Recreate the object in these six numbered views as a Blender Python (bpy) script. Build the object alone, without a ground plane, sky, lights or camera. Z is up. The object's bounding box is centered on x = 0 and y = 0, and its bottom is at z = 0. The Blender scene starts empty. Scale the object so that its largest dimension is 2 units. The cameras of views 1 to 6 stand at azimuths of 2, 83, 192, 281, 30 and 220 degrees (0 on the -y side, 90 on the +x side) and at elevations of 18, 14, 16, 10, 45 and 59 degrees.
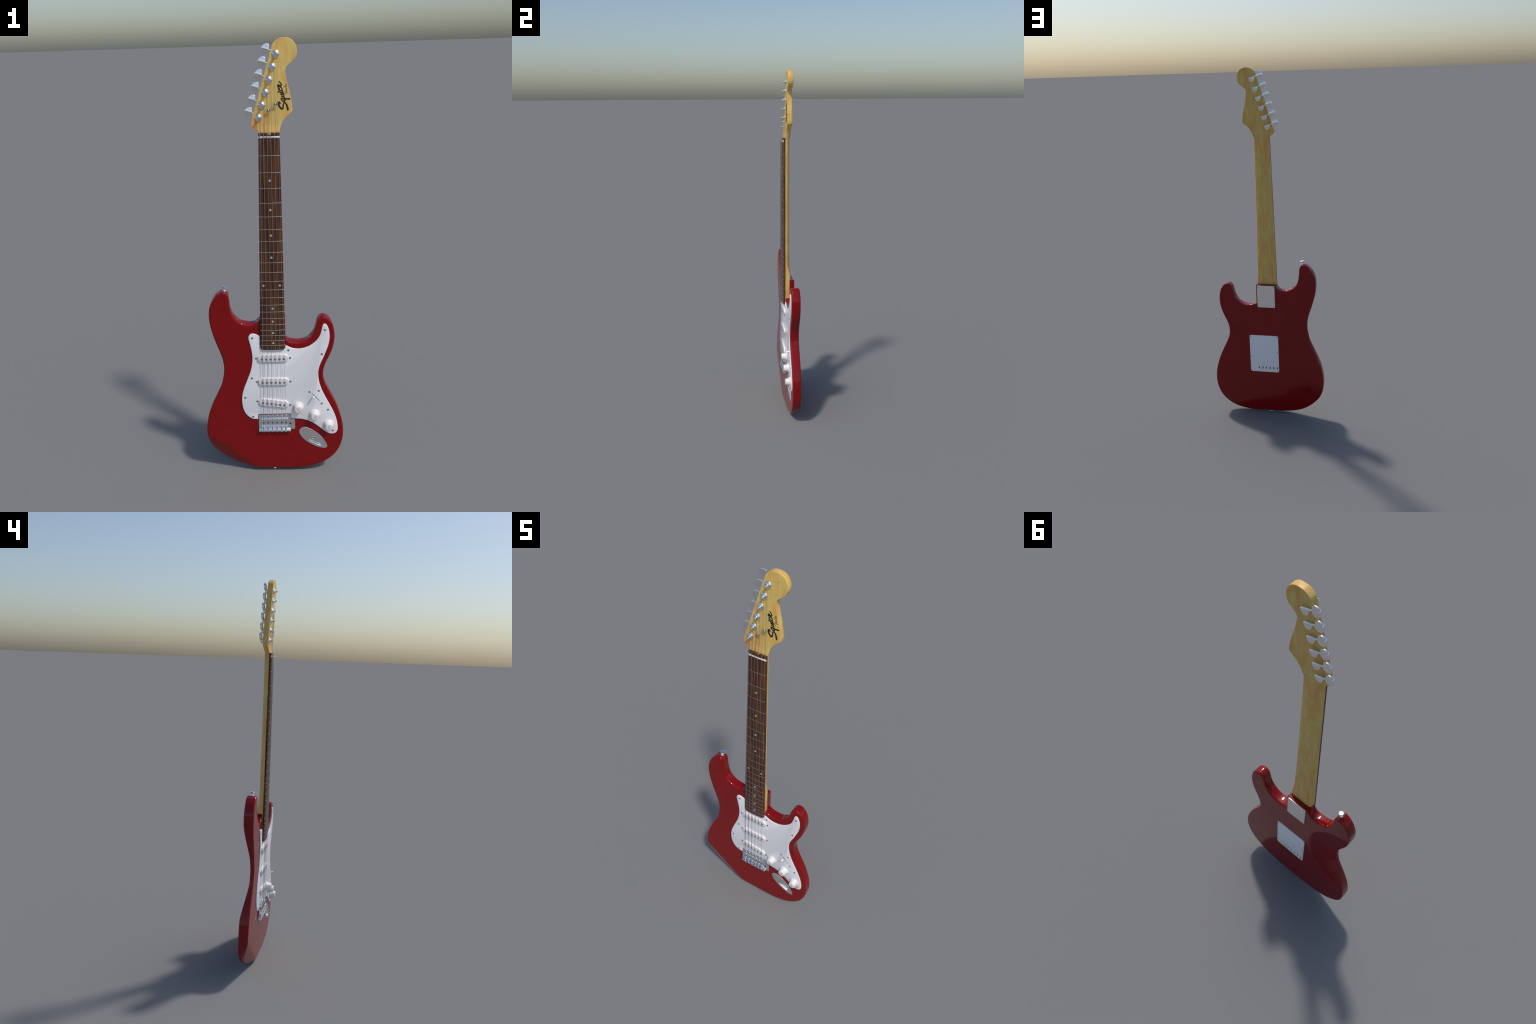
import bpy, bmesh, math
import numpy as np
from mathutils import Vector, Matrix
from mathutils.geometry import delaunay_2d_cdt

# =====================================================================
#  materials
# =====================================================================
def new_mat(name):
    m = bpy.data.materials.new(name)
    m.use_nodes = True
    nt = m.node_tree
    return m, nt, nt.nodes["Principled BSDF"]

def simple(name, col, rough=0.4, metal=0.0, coat=0.0, spec=0.5):
    m, nt, b = new_mat(name)
    b.inputs["Base Color"].default_value = (*col, 1)
    b.inputs["Roughness"].default_value = rough
    b.inputs["Metallic"].default_value = metal
    b.inputs["Coat Weight"].default_value = coat
    b.inputs["Coat Roughness"].default_value = 0.03
    b.inputs["Specular IOR Level"].default_value = spec
    return m

def coords(nt, scale, rot=(0, 0, 0)):
    tc = nt.nodes.new("ShaderNodeTexCoord")
    mp = nt.nodes.new("ShaderNodeMapping")
    mp.inputs["Scale"].default_value = scale
    mp.inputs["Rotation"].default_value = rot
    nt.links.new(tc.outputs["Object"], mp.inputs["Vector"])
    return mp.outputs["Vector"]

def noise(nt, vec, scale, detail=3, rough=0.5, dist=0.0):
    n = nt.nodes.new("ShaderNodeTexNoise")
    n.inputs["Scale"].default_value = scale
    n.inputs["Detail"].default_value = detail
    n.inputs["Roughness"].default_value = rough
    n.inputs["Distortion"].default_value = dist
    nt.links.new(vec, n.inputs["Vector"])
    return n.outputs["Fac"]

def ramp(nt, fac, stops):
    r = nt.nodes.new("ShaderNodeValToRGB")
    el = r.color_ramp.elements
    while len(el) < len(stops):
        el.new(0.5)
    for e, (p, c) in zip(el, stops):
        e.position = p
        e.color = (*c, 1) if len(c) == 3 else c
    nt.links.new(fac, r.inputs["Fac"])
    return r.outputs["Color"]

def mix(nt, fac, a, b, mode='MIX'):
    n = nt.nodes.new("ShaderNodeMix")
    n.data_type = 'RGBA'
    n.blend_type = mode
    for sock, v in ((0, fac), (6, a), (7, b)):
        if hasattr(v, "is_linked"):
            nt.links.new(v, n.inputs[sock])
        elif sock == 0:
            n.inputs[0].default_value = v
        else:
            n.inputs[sock].default_value = (*v, 1)
    return n.outputs[2]

def lacquer_red():
    m, nt, b = new_mat("red_lacquer")
    v = coords(nt, (1, 1, 1))
    # faint hairline crazing and a few smudges under the lacquer
    band = ramp(nt, noise(nt, v, 4.2, 3, 0.5, 0.9),
                [(0.490, (0, 0, 0)), (0.5, (1, 1, 1)), (0.510, (0, 0, 0))])
    gate = ramp(nt, noise(nt, v, 5.0, 2), [(0.50, (0, 0, 0)), (0.62, (1, 1, 1))])
    crack = mix(nt, 1.0, band, gate, 'MULTIPLY')
    smudge = ramp(nt, noise(nt, v, 16, 4, 0.6), [(0.57, (0, 0, 0)), (0.72, (1, 1, 1))])
    dirt = mix(nt, 0.55, crack, smudge, 'ADD')
    fine = ramp(nt, noise(nt, v, 60, 3), [(0.3, (0.212, 0.0012, 0.0022)), (0.7, (0.240, 0.0016, 0.0028))])
    sep = nt.nodes.new("ShaderNodeMath"); sep.operation = 'MULTIPLY'
    nt.links.new(dirt, sep.inputs[0]); sep.inputs[1].default_value = 0.52
    col = mix(nt, sep.outputs[0], fine, (0.060, 0.0022, 0.0035))
    nt.links.new(col, b.inputs["Base Color"])
    b.inputs["Roughness"].default_value = 0.05
    b.inputs["Specular IOR Level"].default_value = 0.40
    return m

def maple():
    m, nt, b = new_mat("maple_wood")
    v = coords(nt, (16, 16, 4.6))
    a = noise(nt, v, 2.2, 4, 0.55, 0.4)
    col = ramp(nt, a, [(0.34, (0.780, 0.385, 0.105)), (0.455, (0.765, 0.475, 0.132)),
                       (0.53, (0.770, 0.525, 0.155)), (0.62, (0.755, 0.585, 0.170))])
    v2 = coords(nt, (70, 70, 3))
    g = ramp(nt, noise(nt, v2, 1.0, 3), [(0.3, (0.93, 0.92, 0.90)), (0.7, (1, 1, 1))])
    col = mix(nt, 1.0, col, g, 'MULTIPLY')
    v3 = coords(nt, (14, 14, 5))
    k = ramp(nt, noise(nt, v3, 2.0, 3, 0.6), [(0.56, (0, 0, 0)), (0.72, (1, 1, 1))])
    s = nt.nodes.new("ShaderNodeMath"); s.operation = 'MULTIPLY'
    nt.links.new(k, s.inputs[0]); s.inputs[1].default_value = 0.55
    col = mix(nt, s.outputs[0], col, (0.72, 0.270, 0.070))
    nt.links.new(col, b.inputs["Base Color"])
    b.inputs["Roughness"].default_value = 0.42
    b.inputs["Specular IOR Level"].default_value = 0.35
    return m

def rosewood():
    m, nt, b = new_mat("rosewood")
    v = coords(nt, (62, 62, 3.0))
    a = noise(nt, v, 1.6, 5, 0.6, 0.5)
    col = ramp(nt, a, [(0.28, (0.040, 0.016, 0.014)), (0.43, (0.082, 0.032, 0.018)),
                       (0.54, (0.135, 0.052, 0.022)), (0.64, (0.150, 0.070, 0.026)), (0.75, (0.075, 0.026, 0.018))])
    v2 = coords(nt, (260, 260, 9))
    g = ramp(nt, noise(nt, v2, 1.0, 2), [(0.35, (0.65, 0.62, 0.6)), (0.6, (1, 1, 1))])
    col = mix(nt, 1.0, col, g, 'MULTIPLY')
    nt.links.new(col, b.inputs["Base Color"])
    b.inputs["Roughness"].default_value = 0.35
    b.inputs["Specular IOR Level"].default_value = 0.22
    return m

RED = lacquer_red()
MAPLE = maple()
ROSE = rosewood()
CHROME = simple("chrome", (0.92, 0.92, 0.92), 0.03, 1.0)
STEEL = simple("brushed_steel", (0.72, 0.72, 0.72), 0.22, 1.0)
FRETM = simple("fret_nickel", (0.50, 0.51, 0.52), 0.28, 1.0)  # base darkened to grey-blue, tinting in the dull ground and sky reflection
SLOT = simple("screw_slot", (0.13, 0.13, 0.14), 0.45, 1.0)
DARK = simple("dark_recess", (0.012, 0.012, 0.013), 0.6)
WHITE = simple("white_plastic", (0.85, 0.855, 0.88), 0.25)
CREAM = simple("white_cover_plastic", (0.78, 0.74, 0.745), 0.35)
COVERW = simple("pale_cover_plastic", (0.90, 0.885, 0.885), 0.35)
BONE = simple("nut_plastic", (0.72, 0.69, 0.71), 0.35)
PEARL = simple("inlay_pearl", (0.50, 0.455, 0.385), 0.45)
INK = simple("black_ink", (0.012, 0.012, 0.013), 0.45)
THININK = simple("faded_ink", (0.13, 0.065, 0.028), 0.5)
GOLD = simple("gold_ink", (0.52, 0.46, 0.27), 0.5)
POLE = simple("pole_steel", (0.50, 0.51, 0.53), 0.25, 1.0)
WOUND = simple("string_wound", (0.55, 0.54, 0.52), 0.3, 1.0)
PLAIN = simple("string_plain", (0.80, 0.80, 0.80), 0.2, 1.0)

# =====================================================================
#  object helpers
# =====================================================================
SC = bpy.context.scene.collection
root = bpy.data.objects.new("electric_guitar", None)
SC.objects.link(root)
root["label"] = "red solid-body electric guitar with white pickguard and maple neck"
root["category"] = "electric guitar"

def link(ob, parent=root):
    SC.objects.link(ob)
    ob.parent = parent
    return ob

def smooth_angle(me, deg=35):
    bm = bmesh.new(); bm.from_mesh(me)
    lim = math.radians(deg)
    for f in bm.faces:
        f.smooth = True
    for e in bm.edges:
        if len(e.link_faces) == 2:
            e.smooth = e.calc_face_angle(0) < lim
    bm.to_mesh(me); bm.free()

def mesh(name, verts, faces, mats, deg=35, midx=None, weld=False):
    me = bpy.data.meshes.new(name)
    me.from_pydata([tuple(map(float, v)) for v in verts], [], faces)
    for m in (mats if isinstance(mats, (list, tuple)) else [mats]):
        me.materials.append(m)
    if midx is not None:
        for p, i in zip(me.polygons, midx):
            p.material_index = i
    bm = bmesh.new(); bm.from_mesh(me)
    if weld:
        bmesh.ops.remove_doubles(bm, verts=bm.verts, dist=1e-6)
    bmesh.ops.recalc_face_normals(bm, faces=bm.faces)
    bm.to_mesh(me); bm.free()
    smooth_angle(me, deg)
    return me

def obj(name, me, parent=root, loc=None, mw=None):
    ob = bpy.data.objects.new(name, me)
    link(ob, parent)
    if mw is not None:
        ob.matrix_basis = mw
    elif loc is not None:
        ob.location = loc
    return ob

class Parts:
    """gather several solids into one mesh"""
    def __init__(self): self.v, self.f, self.m = [], [], []
    def add(self, vf, mi=0, M=None):
        v, f = vf
        o = len(self.v)
        for p in v:
            p = Vector(p)
            self.v.append(M @ p if M is not None else p)
        self.f += [[i + o for i in q] for q in f]
        self.m += [mi] * len(f)
    def build(self, name, mats, deg=35):
        return mesh(name, self.v, self.f, mats, deg, self.m)

def lathe(profile, seg=32):
    """profile [(radius, height)], revolved about +Z"""
    v, f, rings = [], [], []
    for r, h in profile:
        if r < 1e-7:
            rings.append([len(v)]); v.append((0, 0, h))
        else:
            s = len(v)
            v += [(r * math.cos(2 * math.pi * k / seg), r * math.sin(2 * math.pi * k / seg), h) for k in range(seg)]
            rings.append(list(range(s, s + seg)))
    for a, b in zip(rings, rings[1:]):
        for k in range(seg):
            k2 = (k + 1) % seg
            if len(a) == 1 and len(b) == 1: continue
            if len(a) == 1: f.append([a[0], b[k2], b[k]])
            elif len(b) == 1: f.append([a[k], a[k2], b[0]])
            else: f.append([a[k], a[k2], b[k2], b[k]])
    return v, f

def box(x0, x1, y0, y1, z0, z1):
    v = [(x, y, z) for x in (x0, x1) for y in (y0, y1) for z in (z0, z1)]
    f = [[0, 1, 3, 2], [4, 6, 7, 5], [0, 4, 5, 1], [2, 3, 7, 6], [0, 2, 6, 4], [1, 5, 7, 3]]
    return v, f

def tube(path, rad, seg=8):
    """round tube with closed ends; rad is a number or a list"""
    P = [Vector(p) for p in path]
    n = len(P)
    R = [rad] * n if not hasattr(rad, "__len__") else rad
    v, f = [], []
    ref = Vector((1, 0, 0))
    for i in range(n):
        t = (P[min(i + 1, n - 1)] - P[max(i - 1, 0)]).normalized()
        r0 = ref if abs(t.dot(ref)) < 0.9 else Vector((0, 1, 0))
        a = t.cross(r0).normalized(); b = t.cross(a)
        v += [P[i] + R[i] * (math.cos(2 * math.pi * k / seg) * a + math.sin(2 * math.pi * k / seg) * b) for k in range(seg)]
    for i in range(n - 1):
        for k in range(seg):
            k2 = (k + 1) % seg
            f.append([i * seg + k, i * seg + k2, (i + 1) * seg + k2, (i + 1) * seg + k])
    f.append(list(range(seg))); f.append(list(range((n - 1) * seg, n * seg)))
    return v, f

# frame whose local +Z points out of the guitar front (-y) / back (+y)
def out_front(x, y, z, spin=0.0):
    return Matrix.Translation((x, y, z)) @ Matrix(((1, 0, 0, 0), (0, 0, -1, 0), (0, 1, 0, 0), (0, 0, 0, 1))) @ Matrix.Rotation(spin, 4, 'Z')
def out_back(x, y, z, spin=0.0):
    return Matrix.Translation((x, y, z)) @ Matrix(((-1, 0, 0, 0), (0, 0, 1, 0), (0, 1, 0, 0), (0, 0, 0, 1))) @ Matrix.Rotation(spin, 4, 'Z')

# ---------------------------------------------------------------------
#  outlines in the (x, z) plane
# ---------------------------------------------------------------------
def spline(pts, step=0.004, closed=True):
    """centripetal Catmull-Rom; a point with a third entry is a sharp corner"""
    P = [np.array(p[:2], float) for p in pts]
    C = [len(p) > 2 for p in pts]
    n = len(P); out = []
    rng = range(n) if closed else range(n - 1)
    for i in rng:
        p1, p2 = P[i], P[(i + 1) % n]
        p0 = P[(i - 1) % n] if (closed or i > 0) else 2 * p1 - p2
        p3 = P[(i + 2) % n] if (closed or i + 2 < n) else 2 * p2 - p1
        if C[i]: p0 = 2 * p1 - p2
        if C[(i + 1) % n]: p3 = 2 * p2 - p1
        if C[i] and C[(i + 1) % n]:
            seg = lambda t: p1 + (p2 - p1) * t
        else:
            d = lambda a, b: max(np.linalg.norm(b - a), 1e-6) ** 0.5
            t0 = 0; t1 = d(p0, p1); t2 = t1 + d(p1, p2); t3 = t2 + d(p2, p3)
            def seg(u, p0=p0, p1=p1, p2=p2, p3=p3, t0=t0, t1=t1, t2=t2, t3=t3):
                t = t1 + (t2 - t1) * u
                a1 = (t1 - t) / (t1 - t0) * p0 + (t - t0) / (t1 - t0) * p1
                a2 = (t2 - t) / (t2 - t1) * p1 + (t - t1) / (t2 - t1) * p2
                a3 = (t3 - t) / (t3 - t2) * p2 + (t - t2) / (t3 - t2) * p3
                b1 = (t2 - t) / (t2 - t0) * a1 + (t - t0) / (t2 - t0) * a2
                b2 = (t3 - t) / (t3 - t1) * a2 + (t - t1) / (t3 - t1) * a3
                return (t2 - t) / (t2 - t1) * b1 + (t - t1) / (t2 - t1) * b2
        k = max(1, int(round(np.linalg.norm(p2 - p1) / step)))
        out += [seg(j / k) for j in range(k)]
    if not closed: out.append(P[-1])
    return np.array(out)

def relax(poly, n, keep=None):
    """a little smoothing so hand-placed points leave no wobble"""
    q = poly.copy()
    for _ in range(n):
        s = 0.5 * q + 0.25 * (np.roll(q, 1, 0) + np.roll(q, -1, 0))
        if keep is not None: s[keep] = q[keep]
        q = s
    return q

def ccw(poly):
    x, z = poly[:, 0], poly[:, 1]
    return poly if np.sum(x * np.roll(z, -1) - np.roll(x, -1) * z) > 0 else poly[::-1]

def miters(poly):
    d = np.roll(poly, -1, 0) - poly
    d /= np.maximum(np.linalg.norm(d, axis=1, keepdims=True), 1e-9)
    nrm = np.stack([d[:, 1], -d[:, 0]], 1)          # outward for ccw
    a = nrm + np.roll(nrm, 1, 0)
    a /= np.maximum(np.linalg.norm(a, axis=1, keepdims=True), 1e-9)
    c = np.clip((a * nrm).sum(1), 0.5, 1)
    return a / c[:, None]

def inside(poly, pts):
    x, y = pts[:, 0], pts[:, 1]
    r = np.zeros(len(pts), bool)
    for (x1, y1), (x2, y2) in zip(poly, np.roll(poly, -1, 0)):
        c = ((y1 > y) != (y2 > y)) & (x < (x2 - x1) * (y - y1) / (y2 - y1 + 1e-15) + x1)
        r ^= c
    return r

def slab(poly, yf, yb, rf, rb, grid=None, segs=5, wall=1):
    """thick plate from a ccw outline. yf/yb: face depth as functions of
    (x, z); rf/rb: edge rounding per outline point; grid: fill spacing"""
    poly = ccw(poly); n = len(poly); N = miters(poly)
    rf = np.broadcast_to(rf, (n,)); rb = np.broadcast_to(rb, (n,))
    F = lambda fn, P: np.array([fn(a, b) for a, b in P]) if callable(fn) else np.full(len(P), fn)
    rings = []
    for k in range(segs + 1):
        a = math.pi / 2 * k / segs
        P = poly - N * (rf * (1 - math.sin(a)))[:, None]
        rings.append((P, F(yf, P) + rf * (1 - math.cos(a))))
    front_end = rings[-1]
    back = []
    for k in range(segs + 1):
        a = math.pi / 2 * k / segs
        P = poly - N * (rb * (1 - math.sin(a)))[:, None]
        back.append((P, F(yb, P) - rb * (1 - math.cos(a))))
    for j in range(1, wall):
        t = j / wall
        rings.append((poly, front_end[1] * (1 - t) + back[-1][1] * t))
    rings += back[::-1]
    V = np.concatenate([np.column_stack([P[:, 0], y, P[:, 1]]) for P, y in rings]).tolist()
    faces = []
    for r in range(len(rings) - 1):
        o = r * n
        for i in range(n):
            j = (i + 1) % n
            faces.append([o + i, o + n + i, o + n + j, o + j])
    for fn, (P, _), o in ((yf, rings[0], 0), (yb, rings[-1], (len(rings) - 1) * n)):
        if grid is None:
            faces.append([o + i for i in range(n)])
            continue
        lo, hi = P.min(0), P.max(0)
        gx, gz = np.meshgrid(np.arange(lo[0], hi[0], grid), np.arange(lo[1], hi[1], grid))
        G = np.column_stack([gx.ravel(), gz.ravel()])
        G = G[inside(P, G)]
        near = np.array([np.min((P[:, 0] - g[0]) ** 2 + (P[:, 1] - g[1]) ** 2) for g in G])
        G = G[near > (0.55 * grid) ** 2]
        vin = [Vector(p) for p in P] + [Vector(p) for p in G]
        ov, oe, of, orig, _, _ = delaunay_2d_cdt(vin, [(i, (i + 1) % n) for i in range(n)], [], 1, 1e-7)
        idx = {}
        for k, (co, og) in enumerate(zip(ov, orig)):
            b = [q for q in og if q < n]
            if b: idx[k] = o + b[0]
            else:
                idx[k] = len(V)
                V.append([co.x, fn(co.x, co.y) if callable(fn) else fn, co.y])
        faces += [[idx[k] for k in t] for t in of]
    return V, faces

def interp(x, xs, ys): return float(np.interp(x, xs, ys))

# =====================================================================
#  BODY
# =====================================================================
YF, YB = -0.0112, 0.0395
BODY = [(-0.0575, 0.811, 1), (-0.0625, 0.796), (-0.070, 0.7875), (-0.083, 0.780), (-0.100, 0.7775), (-0.123, 0.7805),
        (-0.144, 0.787), (-0.162, 0.799), (-0.178, 0.818), (-0.188, 0.843), (-0.193, 0.874), (-0.1955, 0.905),
        (-0.2005, 0.925), (-0.213, 0.9365), (-0.229, 0.9345), (-0.247, 0.923), (-0.263, 0.903), (-0.276, 0.877),
        (-0.283, 0.855), (-0.2855, 0.828), (-0.2845, 0.796), (-0.279, 0.760), (-0.269, 0.721), (-0.255, 0.676),
        (-0.240, 0.633), (-0.2305, 0.593), (-0.228, 0.556), (-0.231, 0.525), (-0.242, 0.476), (-0.257, 0.441),
        (-0.276, 0.400), (-0.296, 0.354), (-0.311, 0.311), (-0.3195, 0.268), (-0.3235, 0.225), (-0.320, 0.183),
        (-0.312, 0.153), (-0.297, 0.123), (-0.272, 0.094), (-0.241, 0.067), (-0.204, 0.045), (-0.160, 0.030),
        (-0.112, 0.021), (-0.060, 0.0158), (-0.003, 0.0142), (0.050, 0.0138), (0.096, 0.0142), (0.144, 0.0185),
        (0.188, 0.0285), (0.230, 0.0455), (0.267, 0.0715), (0.290, 0.097), (0.308, 0.129), (0.3195, 0.166),
        (0.3235, 0.204), (0.3225, 0.243), (0.317, 0.275), (0.307, 0.312), (0.290, 0.360), (0.268, 0.407),
        (0.249, 0.445), (0.233, 0.483), (0.2265, 0.520), (0.230, 0.553), (0.240, 0.584), (0.255, 0.617),
        (0.2675, 0.650), (0.275, 0.682), (0.2775, 0.714), (0.275, 0.744), (0.267, 0.775), (0.252, 0.799),
        (0.240, 0.8085), (0.228, 0.812), (0.2155, 0.809), (0.205, 0.799), (0.199, 0.780), (0.193, 0.754),
        (0.183, 0.728), (0.166, 0.706), (0.146, 0.6925), (0.124, 0.6865), (0.100, 0.6865), (0.078, 0.6905),
        (0.065, 0.6955), (0.0556, 0.702, 1), (0.0556, 0.811, 1)]
body_poly = ccw(spline(BODY, 0.004))
block_d = np.maximum(np.maximum(np.abs(body_poly[:, 0] + 0.0015) - 0.057, 0), np.maximum(0.692 - body_poly[:, 1], 0))
body_r = 0.0015 + 0.0070 * np.clip(block_d / 0.022, 0, 1)
keep = [i for i, p in enumerate(body_poly) if block_d[i] < 0.008]
body_poly = relax(body_poly, 3, keep)
_m = miters(body_poly)
_g = np.where(block_d < 0.006, 0.0003, 0.0016) + 0.0013 * np.clip((-0.08 - body_poly[:, 0]) / 0.08, 0, 1) * np.clip((0.20 - body_poly[:, 1]) / 0.05, 0, 1)
_g *= 1 - np.clip(1.2 - np.abs(body_poly[:, 0]) / 0.05, 0, 1) * (body_poly[:, 1] < 0.1)
body_poly = body_poly + _m * _g[:, None]
body_poly[:, 0] -= 0.0004 * (block_d > 0.006)


def body_front(x, z):
    # forearm contour: a crease from (-0.31, 0.21) to (-0.09, 0.035), falling away outward
    d = (x + 0.31) * -0.623 + (z - 0.21) * -0.783
    return YF + (0.52 * (math.sqrt(d * d + 0.0004) - 0.02) if d > 0 else 0.0)

SC_Z = [0.320, 0.327, 0.335, 0.344, 0.373, 0.403, 0.444, 0.485, 0.534, 0.597, 0.656, 0.706, 0.746, 0.779, 0.795, 0.803]
SC_X = [-0.330, -0.298, -0.248, -0.199, -0.152, -0.121, -0.098, -0.085, -0.079, -0.083, -0.098, -0.124, -0.157, -0.193, -0.234, -0.300]
_b = spline(list(zip(SC_X, SC_Z)), 0.006, closed=False)
_b0, _bd = _b[:-1], np.diff(_b, axis=0)
_bl = (_bd ** 2).sum(1)

def body_back(x, z):
    # belly contour: a plane-sided scoop that leaves a curved border line and
    # deepens steadily with the distance from it, out to the waist edge
    if not 0.32 < z < 0.803 or x >= interp(z, SC_Z, SC_X): return YB
    p = np.array((x, z))
    t = np.clip(((p - _b0) * _bd).sum(1) / _bl, 0, 1)
    d = np.sqrt((((_b0 + _bd * t[:, None]) - p) ** 2).sum(1).min())
    slope = interp(z, [0.32, 0.55, 0.625, 0.69, 0.76, 0.80], [0.205, 0.213, 0.194, 0.152, 0.125, 0.11])
    return YB - slope * d * d / (d + 0.0015)

V, Fc = slab(body_poly, body_front, body_back, body_r, body_r, grid=0.0075, segs=6, wall=2)
body_me = mesh("body", V, Fc, RED, 40)
body = obj("body", body_me)
JK = [(0.1143, 0.220), (0.117, 0.2315), (0.126, 0.2405), (0.140, 0.2450), (0.157, 0.2408), (0.176, 0.2300), (0.196, 0.2155), (0.2155, 0.1975),
      (0.232, 0.1765), (0.2435, 0.1550), (0.2500, 0.1370), (0.2455, 0.1280), (0.234, 0.1262), (0.2125, 0.1308), (0.189, 0.1405), (0.164, 0.1555), (0.1415, 0.1735), (0.125, 0.1935)]
jp = ccw(relax(spline(JK, 0.003), 4))
# neck pocket and the well under the jack plate
cut_me = mesh("pocket_cutter", *box(-0.0588, 0.0572, -0.05, 0.0125, 0.667, 0.85), RED)
cut = obj("pocket_cutter", cut_me)
well_me = mesh("well_cutter", *slab(jp - miters(jp) * 0.006, -0.05, 0.0072, 0.0, 0.0, segs=1), RED)
well = obj("well_cutter", well_me)
mw_ = body.modifiers.new("well", 'BOOLEAN'); mw_.operation = 'DIFFERENCE'; mw_.object = well; mw_.solver = 'EXACT'
md = body.modifiers.new("pocket", 'BOOLEAN'); md.operation = 'DIFFERENCE'; md.object = cut; md.solver = 'EXACT'
dg = bpy.context.evaluated_depsgraph_get()
new_me = bpy.data.meshes.new_from_object(body.evaluated_get(dg))
body.modifiers.clear(); body.data = new_me; new_me.name = "body"
bpy.data.objects.remove(cut); bpy.data.objects.remove(well); bpy.data.meshes.remove(well_me); bpy.data.meshes.remove(cut_me); bpy.data.meshes.remove(body_me)
smooth_angle(new_me, 32)

# strap buttons
STRAP = [(0, 0), (0.0095, 0), (0.0095, 0.0015), (0.0075, 0.004), (0.0052, 0.0085), (0.0050, 0.0125),
         (0.0075, 0.0150), (0.0122, 0.0172), (0.0132, 0.0190), (0.0120, 0.0203), (0.0065, 0.0212), (0.003, 0.0200), (0, 0.0198)]
sb = mesh("strap_button", *lathe(STRAP, 36), CHROME, 50)
obj("strap_button", sb, body, mw=Matrix.Translation((-0.2135, 0.0142, 0.9360)) @ Matrix.Rotation(math.radians(9), 4, 'Y'))
END = [(0, -0.003), (0.0075, -0.003), (0.0060, 0.004), (0.0062, 0.0060), (0.0098, 0.0085), (0.0108, 0.0112), (0.0108, 0.0130), (0.0100, 0.0144), (0, 0.0144)]
obj("strap_button", mesh("strap_button", *lathe(END, 36), CHROME, 50), body,
    mw=Matrix.Translation((-0.004, 0.0138, 0.0144)) @ Matrix.Rotation(math.pi, 4, 'X'))

# =====================================================================
#  shared screw
# =====================================================================
def screw_mesh(r, h, mat=STEEL):
    p = Parts()
    p.add(lathe([(0, -0.002), (r, -0.002), (r, 0.25 * h), (0.86 * r, 0.7 * h), (0.5 * r, 0.97 * h), (0, h)], 24))
    w, L, t = 0.13 * r, 0.62 * r, h * 0.83
    p.add(box(-L, L, -w, w, 0.2 * h, t + 0.22 * h), 1)
    p.add(box(-w, w, -L, L, 0.2 * h, t + 0.22 * h + 1e-5), 1)
    return p.build("screw", [mat, SLOT], 40)
SCREW = screw_mesh(0.0056, 0.0011)
SCREW_S = screw_mesh(0.0042, 0.0014)
SCREW_P = screw_mesh(0.0056, 0.0016, CHROME)
def screw(me, M, parent): return obj("screw", me, parent, mw=M)

# =====================================================================
#  PICKGUARD
# =====================================================================
PG = [(-0.0600, 0.7230, 1), (-0.068, 0.7280), (-0.077, 0.7325), (-0.091, 0.7370), (-0.104, 0.7335), (-0.1115, 0.722), (-0.1115, 0.709), (-0.106, 0.684),
      (-0.0995, 0.648), (-0.097, 0.616), (-0.0995, 0.583), (-0.107, 0.548), (-0.1225, 0.505), (-0.1325, 0.479), (-0.1415, 0.453),
      (-0.149, 0.424), (-0.1515, 0.394), (-0.149, 0.361), (-0.1415, 0.334), (-0.129, 0.3135), (-0.113, 0.2995), (-0.098, 0.2935),
      (-0.0790, 0.2930, 1), (-0.0790, 0.312, 1), (-0.0770, 0.3175, 1), (-0.0725, 0.3198, 1), (0.0700, 0.3198, 1), (0.0750, 0.3175, 1), (0.0772, 0.312, 1), (0.0772, 0.2925, 1),
      (0.116, 0.2918), (0.141, 0.287), (0.164, 0.278), (0.190, 0.262), (0.218, 0.2385), (0.241, 0.219), (0.257, 0.2098),
      (0.273, 0.207), (0.288, 0.2128), (0.2965, 0.227), (0.2965, 0.257), (0.288, 0.297), (0.275, 0.332), (0.2565, 0.371),
      (0.237, 0.410), (0.221, 0.447), (0.209, 0.487), (0.2045, 0.525), (0.206, 0.551), (0.215, 0.582), (0.229, 0.615),
      (0.240, 0.645), (0.250, 0.676), (0.255, 0.708), (0.254, 0.739), (0.248, 0.762), (0.241, 0.775), (0.233, 0.780),
      (0.2255, 0.7765), (0.222, 0.765), (0.218, 0.746), (0.211, 0.722), (0.199, 0.7015), (0.181, 0.6835), (0.159, 0.669),
      (0.136, 0.6605), (0.113, 0.658), (0.092, 0.6605), (0.075, 0.6665), (0.0560, 0.6770, 1), (0.0560, 0.672, 1), (-0.0600, 0.672, 1)]
pg_poly = spline(PG, 0.004)
YPG = -0.0153
V, Fc = slab(pg_poly, YPG, -0.0110, 0.0016, 0.0002, segs=3)
pg = obj("pickguard", mesh("pickguard", V, Fc, WHITE, 40))
for x, z in ((-0.095, 0.7155), (-0.102, 0.511), (-0.136, 0.409), (-0.102, 0.306), (0.2335, 0.7505), (0.220, 0.630),
             (0.068, 0.652), (0.207, 0.440), (0.251, 0.339), (0.274, 0.2255)):
    screw(SCREW, out_front(x, YPG, z, x * 37), pg)

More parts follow.
